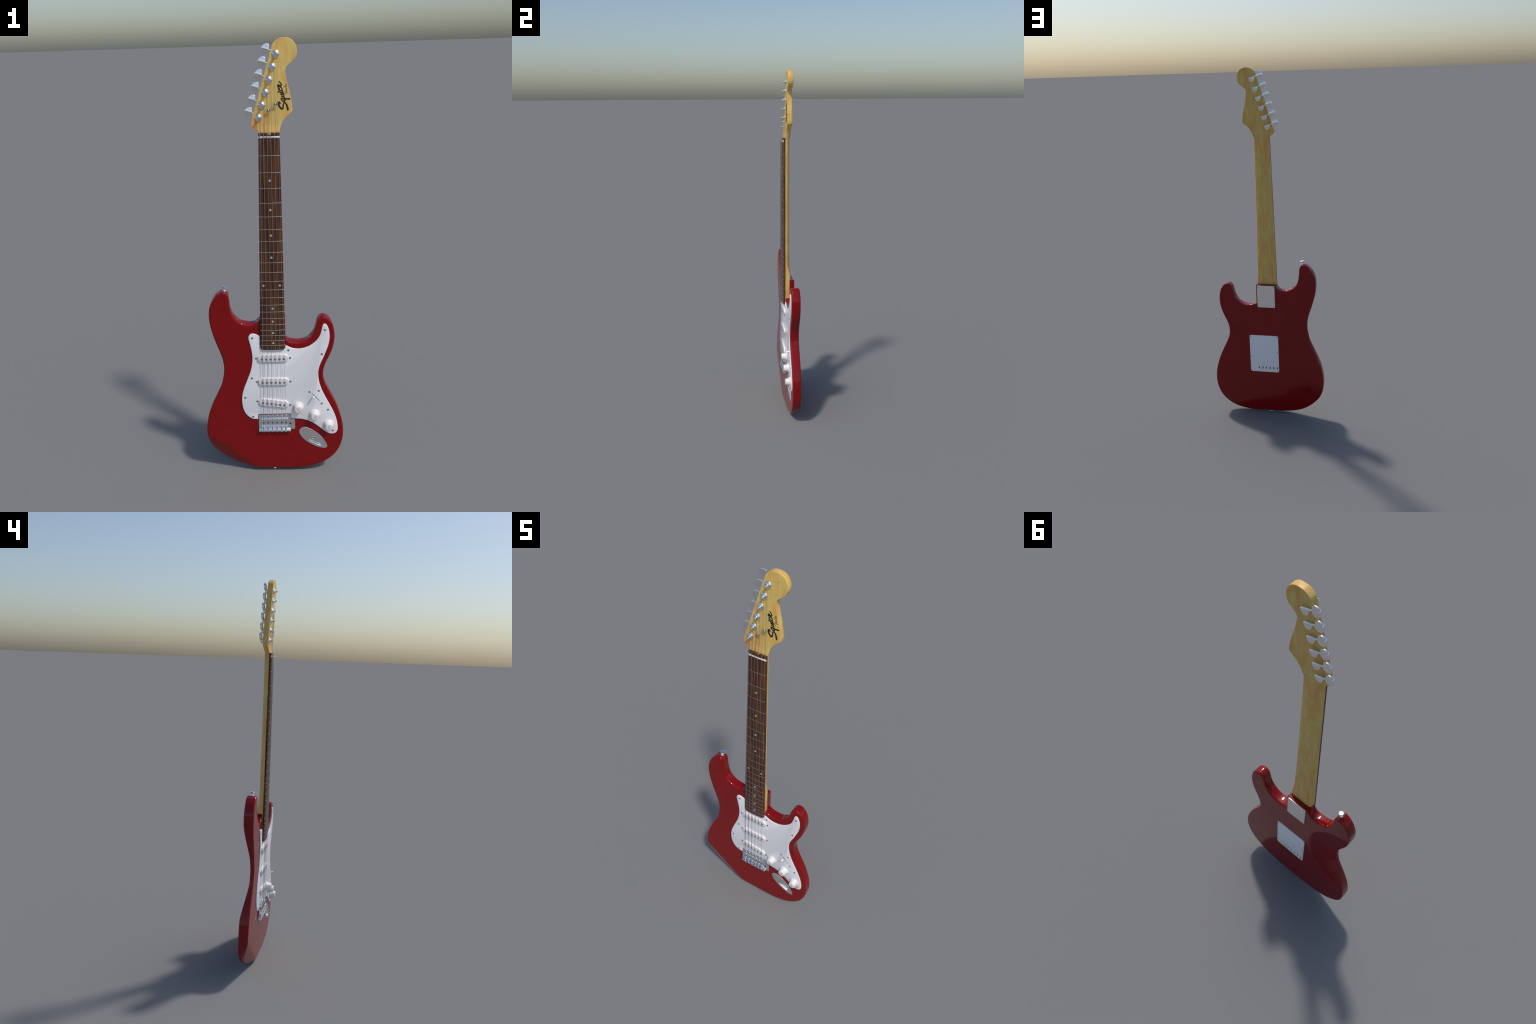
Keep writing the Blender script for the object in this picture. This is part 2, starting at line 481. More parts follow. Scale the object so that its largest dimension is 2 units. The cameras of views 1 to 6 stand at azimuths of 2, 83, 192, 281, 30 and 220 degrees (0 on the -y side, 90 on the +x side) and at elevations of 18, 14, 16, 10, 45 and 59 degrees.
# pickups ---------------------------------------------------------------
def stadium(w, h, n=14):
    r = h / 2; c = w / 2 - r
    a = [math.pi * (k / n - 0.5) for k in range(n + 1)]
    return np.array([(c + r * math.cos(t), r * math.sin(t)) for t in a] + [(-c - r * math.cos(t), -r * math.sin(t)) for t in a])
V, Fc = slab(stadium(0.141, 0.0385), -0.0082, 0.003, 0.0042, 0.0002, segs=5)
pick_me = mesh("pickup", V, Fc, CREAM, 40)
pole_me = mesh("pole_piece", *lathe([(0, -0.001), (0.0060, -0.001), (0.0060, 0.0006), (0.0055, 0.0011), (0, 0.0011)], 24), POLE, 40)
for cx, cz, tilt in ((-0.0025, 0.6150, 0.0), (-0.0020, 0.4940, 0.0), (-0.0025, 0.3805, math.radians(8.0))):
    M = Matrix.Translation((cx, -0.0153, cz)) @ Matrix.Rotation(tilt, 4, 'Y')
    p = obj("pickup", pick_me, mw=M)
    for k in range(6):
        obj("pole_piece", pole_me, p, mw=out_front(-0.0505 + 0.0201 * k, -0.0082, -0.003))
    for sx in (-1, 1):
        screw(SCREW, out_front(sx * 0.0775, 0.0, -0.002, 0.5 * sx), p)

# knobs -----------------------------------------------------------------
KNOB = [(0, 0), (0.0255, 0), (0.0264, 0.0012), (0.0262, 0.0028), (0.0248, 0.0052), (0.0222, 0.0095), (0.0198, 0.0140),
        (0.0187, 0.0180), (0.0183, 0.0240), (0.0180, 0.0285), (0.0172, 0.0292), (0.0150, 0.0296), (0, 0.0296)]
knob_me = mesh("control_knob", *lathe(KNOB, 48), CREAM, 50)

def text_mesh(txt, size, mat, depth=0.0003, bold=0.0):
    cu = bpy.data.curves.new("lettering", 'FONT')
    cu.body = txt; cu.size = size; cu.align_x = 'CENTER'; cu.align_y = 'CENTER'
    cu.extrude = depth; cu.offset = bold; cu.shear = 0.25
    t = bpy.data.objects.new("tmp", cu); SC.objects.link(t)
    me = bpy.data.meshes.new_from_object(t.evaluated_get(bpy.context.evaluated_depsgraph_get()))
    bpy.data.objects.remove(t); bpy.data.curves.remove(cu)
    me.materials.clear(); me.materials.append(mat)
    return me
def joined(name, items, mat):
    bm = bmesh.new()
    for me, M in items:
        t = me.copy(); t.transform(M); bm.from_mesh(t); bpy.data.meshes.remove(t)
    out = bpy.data.meshes.new(name); bm.to_mesh(out); bm.free()
    out.materials.append(mat)
    return out
DIG = [text_mesh(str(k), 0.0078, GOLD, 0.0003, 0.0002) for k in range(1, 11)]
def digits(turn):
    it = []
    for k in range(10):
        a = turn + math.radians(32) * k
        rad = Matrix.Rotation(a, 4, 'Z')
        # stands on the sloping skirt, its top pointing at the knob crown
        slope = math.atan2(0.0050, 0.0088)
        it.append((DIG[k], rad @ Matrix.Translation((0.0231, 0, 0.0080)) @ Matrix.Rotation(math.pi / 2, 4, 'Z')
                   @ Matrix.Rotation(math.pi / 2 - slope, 4, 'X')))
    return it
for (x, z), word, spin, size, turn in (((0.1115, 0.3565), "Volume", -0.86, 0.0092, 0.4), ((0.188, 0.3155), "Tone", 0.80, 0.0092, 1.1), ((0.2545, 0.2592), "Tone", -1.12, 0.0092, 2.0)):
    k = obj("control_knob", knob_me, mw=out_front(x, YPG, z))
    obj("knob_lettering", text_mesh(word, size, GOLD, 0.0003, 0.00025), k, mw=Matrix.Translation((0, 0, 0.0297)) @ Matrix.Rotation(spin, 4, 'Z'))
    o = obj("knob_numeral", joined("knob_numeral", digits(turn), GOLD), k)
    o["kind"] = "stuff"

# blade switch ------------------------------------------------------------
sw = Parts()
ang = math.atan2(0.387 - 0.427, 0.212 - 0.175)
Msw = out_front(0.1930, YPG, 0.4075, ang)
sw.add(box(-0.0275, 0.0275, -0.0009, 0.0009, -0.002, 0.0003), 0, Msw)
switch = obj("selector_switch", sw.build("selector_switch", [DARK]))
lever = Parts()
lever.add(box(-0.0022, 0.0022, -0.0008, 0.0008, 0, 0.016), 1, Matrix.Translation((0.1828, YPG, 0.4165)) @ (Msw.to_3x3().to_4x4()))
TIP = [(0, 0.008), (0.0040, 0.0085), (0.0052, 0.012), (0.0060, 0.018), (0.0058, 0.0225), (0.0040, 0.0265), (0, 0.0280)]
lever.add(lathe(TIP, 24), 0, Matrix.Translation((0.1828, YPG, 0.4165)) @ Msw.to_3x3().to_4x4() @ Matrix.Rotation(-0.12, 4, 'Y') @ Matrix.Diagonal((1.0, 0.75, 1.0, 1)))
obj("switch_lever", lever.build("switch_lever", [CREAM, STEEL], 50), switch)
for x, z in ((0.164, 0.435), (0.221, 0.373)):
    screw(SCREW, out_front(x, YPG, z, 0.7), switch)

# =====================================================================
#  BRIDGE
# =====================================================================
def rrect(x0, x1, z0, z1, r, n=5, rs=None):
    rs = rs or (r,) * 4                     # bl, br, tr, tl
    out = []
    for (cx, cz, a0), q in zip(((x0, z0, math.pi), (x1, z0, 1.5 * math.pi), (x1, z1, 0), (x0, z1, 0.5 * math.pi)), rs):
        sx = 1 if cx == x0 else -1; sz = 1 if cz == z0 else -1
        for k in range(n + 1):
            a = a0 + math.pi / 2 * k / n
            out.append((cx + sx * q + q * math.cos(a), cz + sz * q + q * math.sin(a)))
    return np.array(out)

YBP = -0.0163
bp = Parts()
plate = [(-0.0765, 0.2305, 1), (0.0750, 0.2305, 1), (0.0750, 0.2365, 1), (0.0905, 0.2365, 1), (0.0940, 0.2385, 1), (0.0955, 0.2420, 1),
         (0.0955, 0.2840, 1), (0.0940, 0.2885, 1), (0.0905, 0.2900, 1), (0.0760, 0.2900, 1), (0.0760, 0.3110, 1), (0.0735, 0.3155, 1),
         (0.0690, 0.3170, 1), (-0.0720, 0.3170, 1), (-0.0750, 0.3155, 1), (-0.0765, 0.3120, 1)]
bp.add(slab(spline(plate, 0.02), YBP, -0.0143, 0.0006, 0.0002, segs=2))
# turned-up rear flange
fl = rrect(-0.0770, 0.0755, 0.2296, 0.2368, 0.0018)
bp.add(slab(fl, -0.0268, -0.0145, 0.0018, 0.0002, segs=3))
bp.add(lathe([(0, -0.001), (0.0046, -0.001), (0.0046, 0.0004), (0, 0.0004)], 24), 1, out_front(0.0735, YBP, 0.2675))
bridge = obj("bridge", bp.build("bridge", [CHROME, DARK], 40))
SX = [-0.0530, -0.0317, -0.0105, 0.0105, 0.0317, 0.0528]
sd = Parts()
W = 0.0101
sd.add(box(-W, W, -0.0022, 0.0, -0.024, 0.024))                                   # floor
def crown(z0, z1, y, half=W):                                                      # rounded cross-bar
    prof = rrect(z0, z1, y, 0.0, 0.0, rs=(0.0042, 0.0042, 0.0002, 0.0002))
    n = len(prof)
    v = [(-half, b, a) for a, b in prof] + [(half, b, a) for a, b in prof]
    f = [[i, (i + 1) % n, n + (i + 1) % n, n + i] for i in range(n)] + [list(range(n)), list(range(n, 2 * n))]
    return v, f
sd.add(crown(0.0095, 0.0225, -0.0098))
sd.add(crown(-0.0240, -0.0165, -0.0090))
sd.add(lathe([(0, 0), (0.0037, 0), (0.0037, 0.0004), (0, 0.0004)], 16), 1, out_front(0, -0.0022, -0.004))
for s in (-1, 1):                                                                   # height screws
    sd.add(lathe([(0, 0), (0.0020, 0), (0.0020, 0.0095), (0.0012, 0.0100), (0, 0.0095)], 12), 0, out_front(s * 0.0064, 0, 0.0050))
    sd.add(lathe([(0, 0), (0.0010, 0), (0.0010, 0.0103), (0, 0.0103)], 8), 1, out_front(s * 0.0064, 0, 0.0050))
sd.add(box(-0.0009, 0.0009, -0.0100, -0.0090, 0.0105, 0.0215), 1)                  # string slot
# intonation screw with its spring, reaching through the flange
sd.add(tube([(0, -0.0060, -0.0490), (0, -0.0060, -0.010)], 0.0018, 10))
sd.add(lathe([(0, 0), (0.0040, 0), (0.0040, 0.0022), (0.0026, 0.0034), (0, 0.0036)], 16), 0,
       Matrix.Translation((0, -0.0060, -0.0482)) @ Matrix.Rotation(math.pi, 4, 'X'))
sp = [(0.0030 * math.cos(t), -0.0060 + 0.0030 * math.sin(t), -0.0405 + 0.0165 * t / (2 * math.pi * 6)) for t in np.linspace(0, 2 * math.pi * 6, 72)]
sd.add(tube(sp, 0.0008, 6))
saddle_me = sd.build("saddle", [CHROME, DARK], 40)
mount_me = screw_mesh(0.0050, 0.0042, CHROME)
for x in SX:
    obj("saddle", saddle_me, bridge, loc=(x, YBP - 0.0004, 0.2778))
    screw(mount_me, out_front(x, YBP - 0.0005, 0.3125, 0.4), bridge)

# =====================================================================
#  JACK PLATE
# =====================================================================
jc = np.array((0.1885, 0.1785)); jd = np.array((0.800, -0.600)); jn = np.array((0.600, 0.800))
YJ = -0.0135
def dish(x, z):
    # boat-shaped hollow: shallow near the middle, steep at its lower-right end
    p = np.array((x, z)) - jc
    s, t = p @ jd, p @ jn + 0.004
    u = (s - 0.010) / 0.0400
    w = t / (0.0165 - 0.005 * u)
    q = max(abs(u), abs(w)) if False else (abs(u) ** 3 + abs(w) ** 3) ** (1 / 3)
    if q >= 1: return YJ
    k = min(1.0, (1 - q) / 0.20)
    k = k * k * (3 - 2 * k)
    return YJ + 0.012 * k * (0.35 + 0.65 * min(1, max(0, (u + 1) / 1.6)))
V, Fc = slab(jp, dish, 0.006, 0.0010, 0.0002, grid=0.0018, segs=2)
jack = obj("jack_plate", mesh("jack_plate", V, Fc, CHROME, 60))
c = jc - jd * 0.006 - jn * 0.003
js = Parts()
js.add(lathe([(0.0040, -0.002), (0.0066, -0.002), (0.0066, 0.0014), (0.0058, 0.0022), (0.0045, 0.0022), (0.0040, 0.0016), (0.0040, -0.002)], 28), 0)
js.add(lathe([(0, 0), (0.0041, 0), (0.0041, 0.0003), (0, 0.0003)], 20), 1)
obj("jack_socket", js.build("jack_socket", [CHROME, DARK]), jack, mw=out_front(c[0], dish(c[0], c[1]), c[1]))

# =====================================================================
#  BACK: spring cover, neck plate
# =====================================================================
cv = Parts()
cv.add(slab(rrect(-0.0635, 0.1065, 0.2715, 0.5025, 0.0085), YB - 0.001, 0.0425, 0.0002, 0.0012, segs=3))
cover_me = cv.build("spring_cover", [COVERW], 40)
cover = obj("spring_cover", cover_me)
slot_me = mesh("string_slot", *slab(rrect(-0.0027, 0.0027, -0.0065, 0.0065, 0.0015), 0.0, 0.0004, 0.0, 0.0001, segs=1), DARK)
for k in range(6):
    obj("string_slot", slot_me, cover, loc=(0.054 - 0.0213 * k, 0.0424, 0.2985))
for x, z in ((0.099, 0.494), (-0.055, 0.495), (0.099, 0.367), (-0.055, 0.400), (0.099, 0.280), (-0.056, 0.282)):
    screw(SCREW_S, out_back(x, 0.0425, z, x * 9), cover)
V, Fc = slab(rrect(-0.0520, 0.0502, 0.6775, 0.8085, 0.005), YB - 0.001, 0.0432, 0.0002, 0.0012, segs=3)
nplate = obj("neck_plate", mesh("neck_plate", V, Fc, CHROME, 40))
for x, z in ((0.042, 0.802), (-0.0445, 0.803), (0.0425, 0.6865), (-0.044, 0.688)):
    screw(SCREW_P, out_back(x, 0.0432, z, x * 30 + z), nplate)

# =====================================================================
#  NECK
# =====================================================================
YJN = -0.0130                       # plane where neck and fretboard meet
def left_x(z):  return interp(z, [0.66, 1.635], [-0.0588, -0.0424])
def right_x(z): return interp(z, [0.66, 1.635], [0.0552, 0.0443])
def head_front(x, z): return interp(z, [1.6335, 1.640, 1.655, 1.670], [-0.0134, -0.0126, -0.0100, -0.0090])
ZB = [0.665, 0.8105, 0.8125, 0.835, 0.855, 0.885, 0.93, 1.15, 1.50, 1.60, 1.635, 1.68]
BK = [0.0175, 0.0175, 0.0180, 0.0185, 0.0176, 0.0161, 0.0151, 0.0148, 0.0151, 0.0153, 0.0155, 0.0156]
EX = [12, 12, 12, 9, 5, 3.1, 2.7, 2.45, 2.5, 2.6, 2.7, 2.8]
zs = sorted(set(np.round(np.concatenate([np.linspace(0.665, 1.68, 90), np.linspace(0.805, 0.90, 24)]), 4)))
M2 = 28; V = []; Fc = []
for z in zs:
    l, r = left_x(z), right_x(z)
    ins = 0.0012 if z < 0.8115 else 0.0003
    cxm, w = (l + r) / 2, (r - l) / 2 - ins
    if z < 0.8115: cxm, w = 0.5 * (-0.0565 + r - 0.0004), 0.5 * (r - 0.0004 + 0.0565)
    yj = YJN if z < 1.6335 else head_front(0, z) + 0.0015
    n = interp(z, ZB, EX); b = interp(z, ZB, BK) - yj
    for k in range(M2 + 1):
        a = math.pi * k / M2
        ca, sa = math.cos(a), math.sin(a)
        V.append((cxm + w * math.copysign(abs(ca) ** (2 / n), ca), yj + b * abs(sa) ** (2 / n), z))
S = M2 + 1
for i in range(len(zs) - 1):
    for k in range(S):
        k2 = (k + 1) % S
        Fc.append([i * S + k, i * S + k2, (i + 1) * S + k2, (i + 1) * S + k])
Fc.append(list(range(S))); Fc.append(list(range((len(zs) - 1) * S, len(zs) * S)))
neck = obj("neck", mesh("neck", V, Fc, MAPLE, 40))

# fretboard ---------------------------------------------------------------
def board_top(x, z):
    w = (right_x(z) - left_x(z)) / 2; c = (right_x(z) + left_x(z)) / 2
    return -0.0243 + 0.0030 * min(1.0, abs((x - c) / w)) ** 2
fb = [(left_x(0.672), 0.672, 1)]
fb = [(-0.0588, 0.674, 1), (-0.0572, 0.6665), (-0.0525, 0.6612), (-0.0465, 0.6592, 1), (0.0430, 0.6592, 1), (0.0488, 0.6612), (0.0537, 0.6665), (0.0552, 0.674, 1),
      (0.0443, 1.6345, 1), (0.0090, 1.6345, 1), (0.0070, 1.6330, 1), (0.0060, 1.6265, 1), (-0.0030, 1.6265, 1), (-0.0042, 1.6330, 1), (-0.0055, 1.6345, 1), (-0.0424, 1.6345, 1)]
V, Fc = slab(spline(fb, 0.006), board_top, YJN, 0.0008, 0.0001, grid=0.009, segs=2)
board = obj("fretboard", mesh("fretboard", V, Fc, ROSE, 40))
ZN, SCALE = 1.617, 1.331
fz = [ZN - SCALE * (1 - 2 ** (-k / 12)) for k in range(22)]
def fret_mesh(z, h=0.0013, r=0.0014):
    p = [(x, board_top(x, z) - h * 0.35, z) for x in np.linspace(left_x(z) + 0.0008, right_x(z) - 0.0008, 13)]
    v, f = tube(p, r, 12)
    v = [Vector((q.x, board_top(q.x, z) - h * 0.2 + (q.y - (board_top(q.x, z) - h * 0.35)) * 0.55, q.z)) for q in v]
    return mesh("fret", v, f, FRETM, 60)
for z in fz[1:]:
    obj("fret", fret_mesh(z), board)
dot_me = mesh("inlay_dot", *lathe([(0, -0.002), (0.0050, -0.002), (0.0050, 0.0), (0.0047, 0.0003), (0, 0.0004)], 24), PEARL, 40)
for k in (3, 5, 7, 9, 15, 17, 19, 21):
    z = (fz[k] + fz[k - 1]) / 2
    obj("inlay_dot", dot_me, board, mw=out_front(0.0003, board_top(0.0, z), z))
zz = (fz[12] + fz[11]) / 2
for x in (-0.0368, 0.0343):
    obj("inlay_dot", dot_me, board, mw=out_front(x, board_top(x, zz), zz))
side_me = mesh("side_dot", *lathe([(0, -0.001), (0.0017, -0.001), (0.0017, 0.0), (0.0014, 0.0003), (0, 0.0004)], 12), PEARL, 40)
for k in (3, 5, 7, 9, 12, 15, 17, 19, 21):
    z = (fz[k] + fz[k - 1]) / 2
    obj("side_dot", side_me, board, mw=Matrix.Translation((left_x(z), -0.0170, z)) @ Matrix.Rotation(-math.pi / 2, 4, 'Y'))
# nut
V, Fc = slab(rrect(-0.0424, 0.0442, 1.6130, 1.6212, 0.0010), lambda x, z: board_top(x, z) - 0.0034, -0.020, 0.0016, 0.0001, grid=0.004, segs=3)
obj("nut", mesh("nut", V, Fc, BONE, 40))

# =====================================================================
#  HEADSTOCK
# =====================================================================
HD = [(0.0443, 1.6335, 1), (0.0453, 1.6400), (0.0485, 1.6540), (0.0545, 1.6700), (0.0650, 1.6865), (0.0795, 1.7020), (0.0960, 1.7145, 1),
      (0.0980, 1.7260), (0.0965, 1.7400), (0.0925, 1.7660), (0.0868, 1.7940), (0.0800, 1.8210), (0.0750, 1.8440), (0.0720, 1.8600), (0.0705, 1.8780),
      (0.0720, 1.8850), (0.0775, 1.8935), (0.0870, 1.9005), (0.0985, 1.9085), (0.1090, 1.9200), (0.1155, 1.9330), (0.1180, 1.9465), (0.1168, 1.9600),
      (0.1115, 1.9745), (0.1020, 1.9875), (0.0895, 1.9960), (0.0760, 2.0000), (0.0620, 2.0000), (0.0470, 1.9980), (0.0335, 1.9900), (0.0240, 1.9815), (0.0190, 1.9700),
      (0.0140, 1.9550), (-0.0005, 1.9080), (-0.0155, 1.8600), (-0.0305, 1.8110), (-0.0455, 1.7620), (-0.0600, 1.7140), (-0.0715, 1.6770),
      (-0.0728, 1.6690), (-0.0708, 1.6630), (-0.0645, 1.6560), (-0.0535, 1.6475), (-0.0455, 1.6405), (-0.0424, 1.6335, 1)]
hp = ccw(spline(HD, 0.004))
hp_keep = [i for i, p in enumerate(hp) if p[1] < 1.636 or (abs(p[0] - 0.096) < 0.003 and abs(p[1] - 1.7145) < 0.003)]
hp = relax(hp, 2, hp_keep)
def head_back(x, z):  return interp(z, [1.60, 1.6335, 1.66, 1.69, 1.716], [0.0158, 0.0161, 0.0168, 0.0178, 0.0184])
hrb = np.interp(hp[:, 1], [1.634, 1.652, 1.70], [0.0215, 0.0150, 0.0022])
V, Fc = slab(hp, head_front, head_back, 0.0016, hrb, grid=0.008, segs=5, wall=2)
head = obj("headstock", mesh("headstock", V, Fc, MAPLE, 40))

# lettering: brush-stroke script, laid on the face -------------------------
def stroke(path, w, y0, t=0.0005, bold=1.52):
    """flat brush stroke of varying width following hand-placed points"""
    c = spline(path, 0.0009, closed=False)
    n = len(c)
    ws = bold * np.interp(np.linspace(0, 1, n), np.linspace(0, 1, len(w)), w)
    d = np.gradient(c, axis=0); d /= np.maximum(np.linalg.norm(d, axis=1, keepdims=True), 1e-9)
    v, f = [], []
    for (x, z), q in zip(c, ws):          # overlapping round nibs give the brush look
        s = len(v); K = 14
        v += [(x + q * math.cos(2 * math.pi * k / K), y0 - t, z + q * math.sin(2 * math.pi * k / K)) for k in range(K)]
        v += [(x + q * math.cos(2 * math.pi * k / K), y0 + 0.0004, z + q * math.sin(2 * math.pi * k / K)) for k in range(K)]
    ring = 28
    for i in range(n):
        o = i * ring
        f.append([o + k for k in range(14)][::-1])
        f += [[o + k, o + (k + 1) % 14, o + 14 + (k + 1) % 14, o + 14 + k] for k in range(14)]
    # nudge nibs so that no two tops share a plane
    out = [(a, b - 1.2e-6 * (i // ring), cc) for i, (a, b, cc) in enumerate(v)]
    return out, f
SCRIPT = [
    [([(0.050, 1.749), (0.0465, 1.7535), (0.0435, 1.754), (0.0422, 1.749), (0.0440, 1.741), (0.0492, 1.7325), (0.0558, 1.7275), (0.0597, 1.7305),
       (0.0608, 1.739), (0.0620, 1.748), (0.0650, 1.753), (0.0692, 1.751), (0.0746, 1.743), (0.0778, 1.734), (0.0795, 1.7245)], [0.0013, 0.0026, 0.0024, 0.0024, 0.0022, 0.0019, 0.0017, 0.0018, 0.0020, 0.0024, 0.0026])],
    [([(0.0665, 1.7575), (0.0600, 1.759), (0.0543, 1.764), (0.0541, 1.7693), (0.0583, 1.769), (0.0650, 1.766), (0.0688, 1.761), (0.0665, 1.7575)], [0.0016, 0.0018]),
     ([(0.0550, 1.7695), (0.0650, 1.7672), (0.0870, 1.7665)], [0.0013, 0.0017, 0.0021])],
    [([(0.0680, 1.767), (0.0652, 1.7735), (0.0545, 1.778), (0.0630, 1.7755), (0.0645, 1.779), (0.0625, 1.7835), (0.0515, 1.7855), (0.0605, 1.7835), (0.0630, 1.788)], [0.0014, 0.0015])],
    [([(0.0605, 1.7915), (0.0483, 1.7930), (0.0590, 1.7905), (0.0602, 1.7955), (0.0575, 1.7995)], [0.0014, 0.0016]), ([(0.0415, 1.7953), (0.0435, 1.7945)], [0.0017, 0.0017])],
    [([(0.0474, 1.8008), (0.0462, 1.8085)], [0.0015, 0.0013]), ([(0.0425, 1.8105), (0.0434, 1.805), (0.0470, 1.800), (0.0462, 1.807)], [0.0013, 0.0014]), ([(0.0470, 1.800), (0.0540, 1.799), (0.0578, 1.803), (0.0548, 1.810), (0.0472, 1.8145)], [0.0015, 0.0013])],
    [([(0.0390, 1.8165), (0.0424, 1.822), (0.0450, 1.8175), (0.0400, 1.8165), (0.0528, 1.8175), (0.0550, 1.8215), (0.0510, 1.829), (0.0452, 1.8352)], [0.0014, 0.0024, 0.0024, 0.0018, 0.0016, 0.0012])],
]
yink = -0.0090
for n_l, group in enumerate(SCRIPT):
    p = Parts()
    for j, (path, w) in enumerate(group):
        p.add(stroke(path, w, yink - 0.00005 * j - 0.00002 * n_l))
    obj("lettering", p.build("lettering", [INK], 20), head)
SMALL = [[(0.0740, 1.783), (0.0685, 1.788), (0.0678, 1.7935), (0.0730, 1.794), (0.0762, 1.797), (0.0772, 1.799), (0.0730, 1.798)], [(0.0822, 1.791), (0.0760, 1.7922), (0.0710, 1.794)],
         [(0.0730, 1.798), (0.0758, 1.802), (0.0722, 1.804), (0.0752, 1.807), (0.0722, 1.809), (0.0745, 1.813), (0.0710, 1.815), (0.0748, 1.817), (0.0695, 1.821), (0.0742, 1.822), (0.0733, 1.825)],
         [(0.0640, 1.814), (0.0700, 1.814), (0.0742, 1.815)]]
p = Parts()
for j, path in enumerate(SMALL):
    p.add(stroke(path, [0.00072, 0.00062], yink - 0.00006 * j, bold=1.35))
obj("lettering", p.build("lettering", [THININK], 20), head)

# string trees
tr = Parts()
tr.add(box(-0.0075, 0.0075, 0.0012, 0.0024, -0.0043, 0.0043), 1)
for q in (-1, 1):
    x0, x1 = (0.0055, 0.0094) if q > 0 else (-0.0094, -0.0055)
    tr.add(slab(rrect(x0, x1, -0.0047, 0.0047, 0.0008), 0.0, 0.0026, 0.0007, 0.0002, segs=2), 0)
tr.add(lathe([(0, 0), (0.0030, 0), (0.0030, 0.0115), (0, 0.0115)], 16), 0, out_front(0, 0.0122, 0))
tr.add(lathe([(0, 0), (0.0042, 0), (0.0042, 0.0006), (0.0034, 0.0024), (0.0018, 0.0032), (0, 0.0034)], 20), 0, out_front(0, 0.0014, 0))
tree_me = tr.build("string_tree", [CHROME, DARK], 40)
for x, z in ((0.0005, 1.7245), (0.0290, 1.7480)):
    obj("string_tree", tree_me, head, loc=(x, -0.0205, z))

# =====================================================================
#  TUNING PEGS
# =====================================================================
POSTS = [(0.0338, 1.9400), (0.0190, 1.8912), (0.0042, 1.8422), (-0.0106, 1.7932), (-0.0254, 1.7442), (-0.0402, 1.6952)]
ex, ez = 0.2935, 0.9560                      # along the straight edge of the headstock
nx, nz = -0.9560, 0.2935                     # outward, the way the shafts point
# local frame: X = outward, Y = guitar y, Z = along the edge
BASIS = Matrix(((nx, 0, ex, 0), (0, 1, 0, 0), (nz, 0, ez, 0), (0, 0, 0, 1)))
pt = Parts()
POST = [(0, -0.002), (0.0156, -0.002), (0.0158, 0.0010), (0.0150, 0.0024), (0.0125, 0.0046), (0.0095, 0.0062), (0.0082, 0.0068),
        (0.0074, 0.0072), (0.0062, 0.0080), (0.0050, 0.0100), (0.0042, 0.0130), (0.0042, 0.0150), (0.0052, 0.0178), (0.0060, 0.0188), (0.0060, 0.0206), (0.0054, 0.0213), (0.0020, 0.0213), (0.0016, 0.0198), (0, 0.0198)]
pt.add(lathe(POST, 36), 0, out_front(0, -0.0090, 0))
# gear housing on the back: a disc cut straight along the shaft
K = 28; R = 0.0152; cutz = 0.0078
a0 = math.asin(cutz / R)
arc = [(R * math.cos(a), R * math.sin(a)) for a in np.linspace(math.pi - a0, 2 * math.pi + a0, K)]
pt.add(slab(np.array(arc), 0.016, 0.0318, 0.0002, 0.0010, segs=3))
pt.add(tube([(-0.0135, 0.0286, 0.0066), (0.0130, 0.0284, 0.0066), (0.0160, 0.0276, 0.0066), (0.0330, 0.0262, 0.0066)], [0.0045, 0.0045, 0.0036, 0.0030], 20))
peg_me = pt.build("tuning_peg", [CHROME], 40)
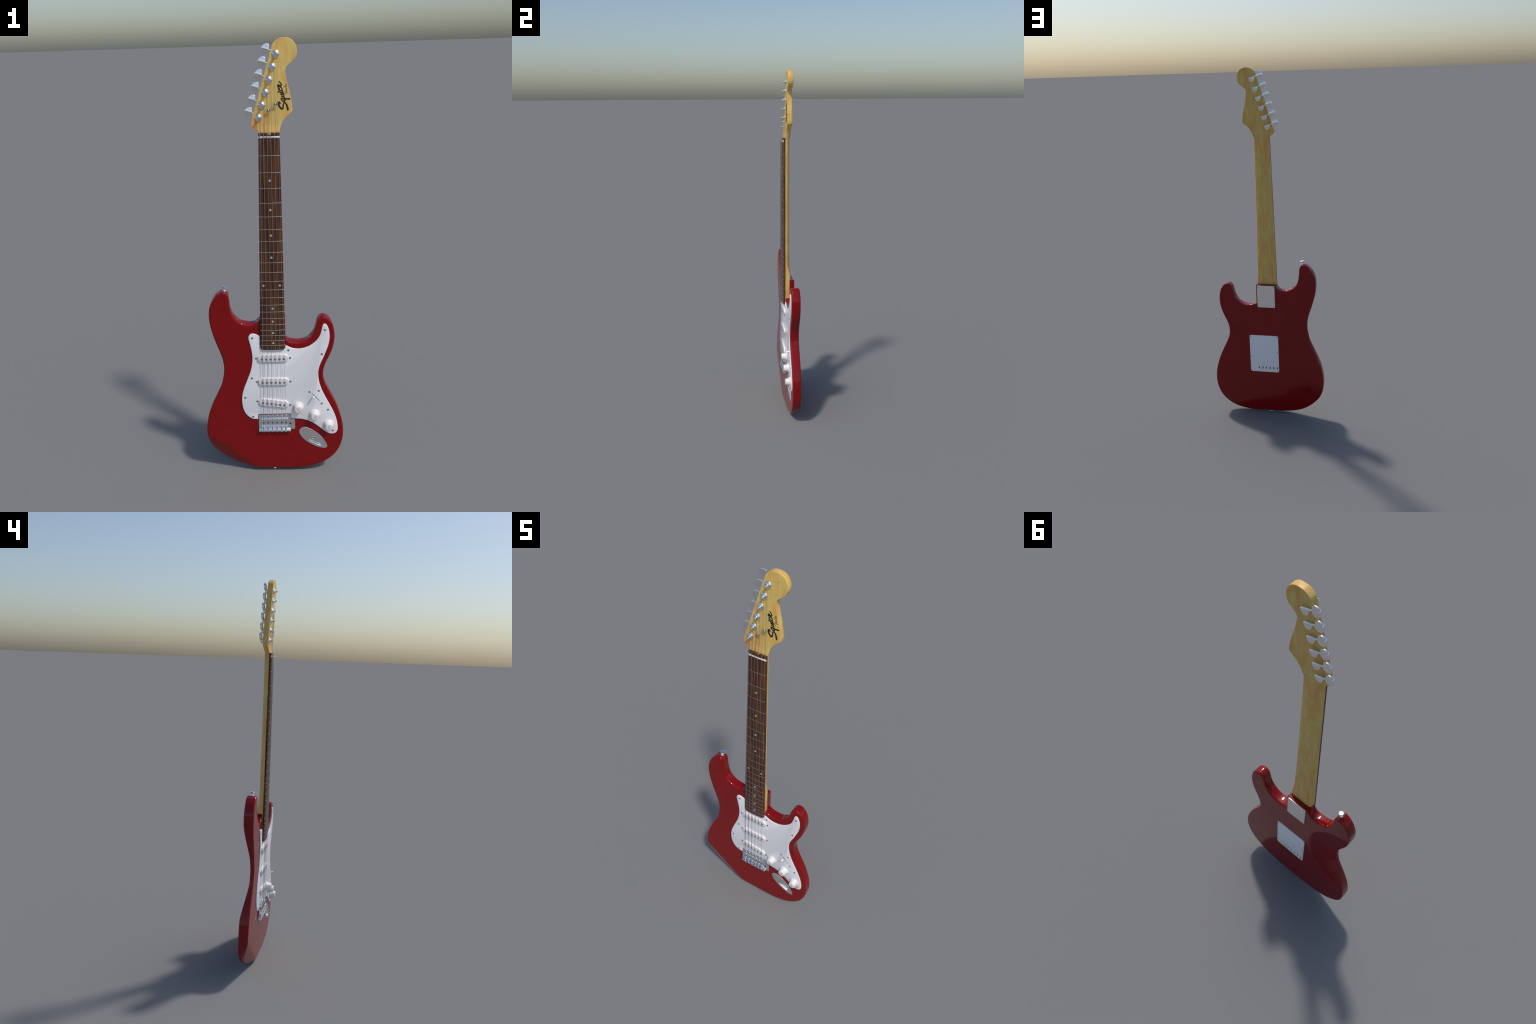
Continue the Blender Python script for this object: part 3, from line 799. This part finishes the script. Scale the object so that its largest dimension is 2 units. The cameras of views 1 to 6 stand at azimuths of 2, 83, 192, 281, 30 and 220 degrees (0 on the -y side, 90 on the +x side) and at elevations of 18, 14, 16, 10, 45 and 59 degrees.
# key: a broad paddle, both faces gently bowed across it, with a crisp rim;
# narrow where the shaft enters, rounded at the outer end
KO = [(0.0300, -0.0045, 1), (0.0300, 0.0045, 1), (0.0338, 0.0170), (0.0362, 0.0202), (0.0400, 0.0212), (0.0448, 0.0210), (0.0525, 0.0175),
      (0.0590, 0.0105), (0.0615, 0.0), (0.0590, -0.0105), (0.0525, -0.0175), (0.0448, -0.0210), (0.0400, -0.0212), (0.0362, -0.0202), (0.0338, -0.0170)]
ko = ccw(spline(KO, 0.0016) + np.array((0.0, 0.0066)))
bow = lambda x, z: 0.0017 + 0.0040 * (1 - ((z - 0.0066) / 0.0215) ** 2)
V, Fc = slab(ko, lambda x, z: 0.0258 - bow(x, z), lambda x, z: 0.0258 + bow(x, z), 0.0004, 0.0004, grid=0.0018, segs=2)
key_me = mesh("peg_key", V, Fc, CHROME, 28)
for x, z in POSTS:
    q = obj("tuning_peg", peg_me, mw=Matrix.Translation((x, 0, z)) @ BASIS)
    obj("peg_key", key_me, q)

# =====================================================================
#  STRINGS
# =====================================================================
NUTX = [-0.0358, -0.0212, -0.0068, 0.0080, 0.0224, 0.0372]
NUTY = [-0.0285, -0.0284, -0.0284, -0.0278, -0.0258, -0.0225]
GA = [0.00115, 0.00105, 0.00095, 0.00075, 0.00065, 0.00060]
YS = -0.0277
for k in range(6):
    px, pz = POSTS[5 - k]
    tx = px + 0.0046
    sx = SX[k]
    path = [(sx, -0.0180, 0.2750), (sx, -0.0235, 0.2815), (sx, YS + 0.0006, 0.2885), (sx, YS, 0.2940)]
    for t in np.linspace(0.08, 0.96, 12):
        path.append((sx + (NUTX[k] - sx) * t, YS + (NUTY[k] - YS) * t, 0.30 + (1.615 - 0.30) * t))
    path.append((NUTX[k], NUTY[k], 1.6155))
    tree = {2: 1.7245, 3: 1.7245, 4: 1.7480, 5: 1.7480}.get(k)
    tz = tree or pz
    yend = -0.0205
    ytree = -0.0172 if tree else yend
    xe = lambda z: NUTX[k] + (tx - NUTX[k]) * (z - 1.617) / (pz - 1.617)
    for t in (0.15, 0.35, 0.6, 0.85, 1.0):
        z = 1.617 + (tz - 1.617) * t
        y = NUTY[k] + (ytree - NUTY[k]) * (1 - (1 - t) ** 1.8)
        path.append((xe(z), y, z))
    if tree:
        for t in (0.3, 0.65, 1.0):
            z = tree + (pz - tree) * t
            path.append((xe(z), ytree + (yend - ytree) * t, z))
    # winding round the post
    for a in np.linspace(0, 2 * math.pi * 2.2, 28):
        path.append((px + 0.0050 * math.cos(a), yend + 0.0009 * a / 2.0 * 0.9, pz + 0.0050 * math.sin(a)))
    v, f = tube(path, GA[k], 8)
    obj("guitar_string", mesh("guitar_string", v, f, WOUND if k < 3 else PLAIN, 60))
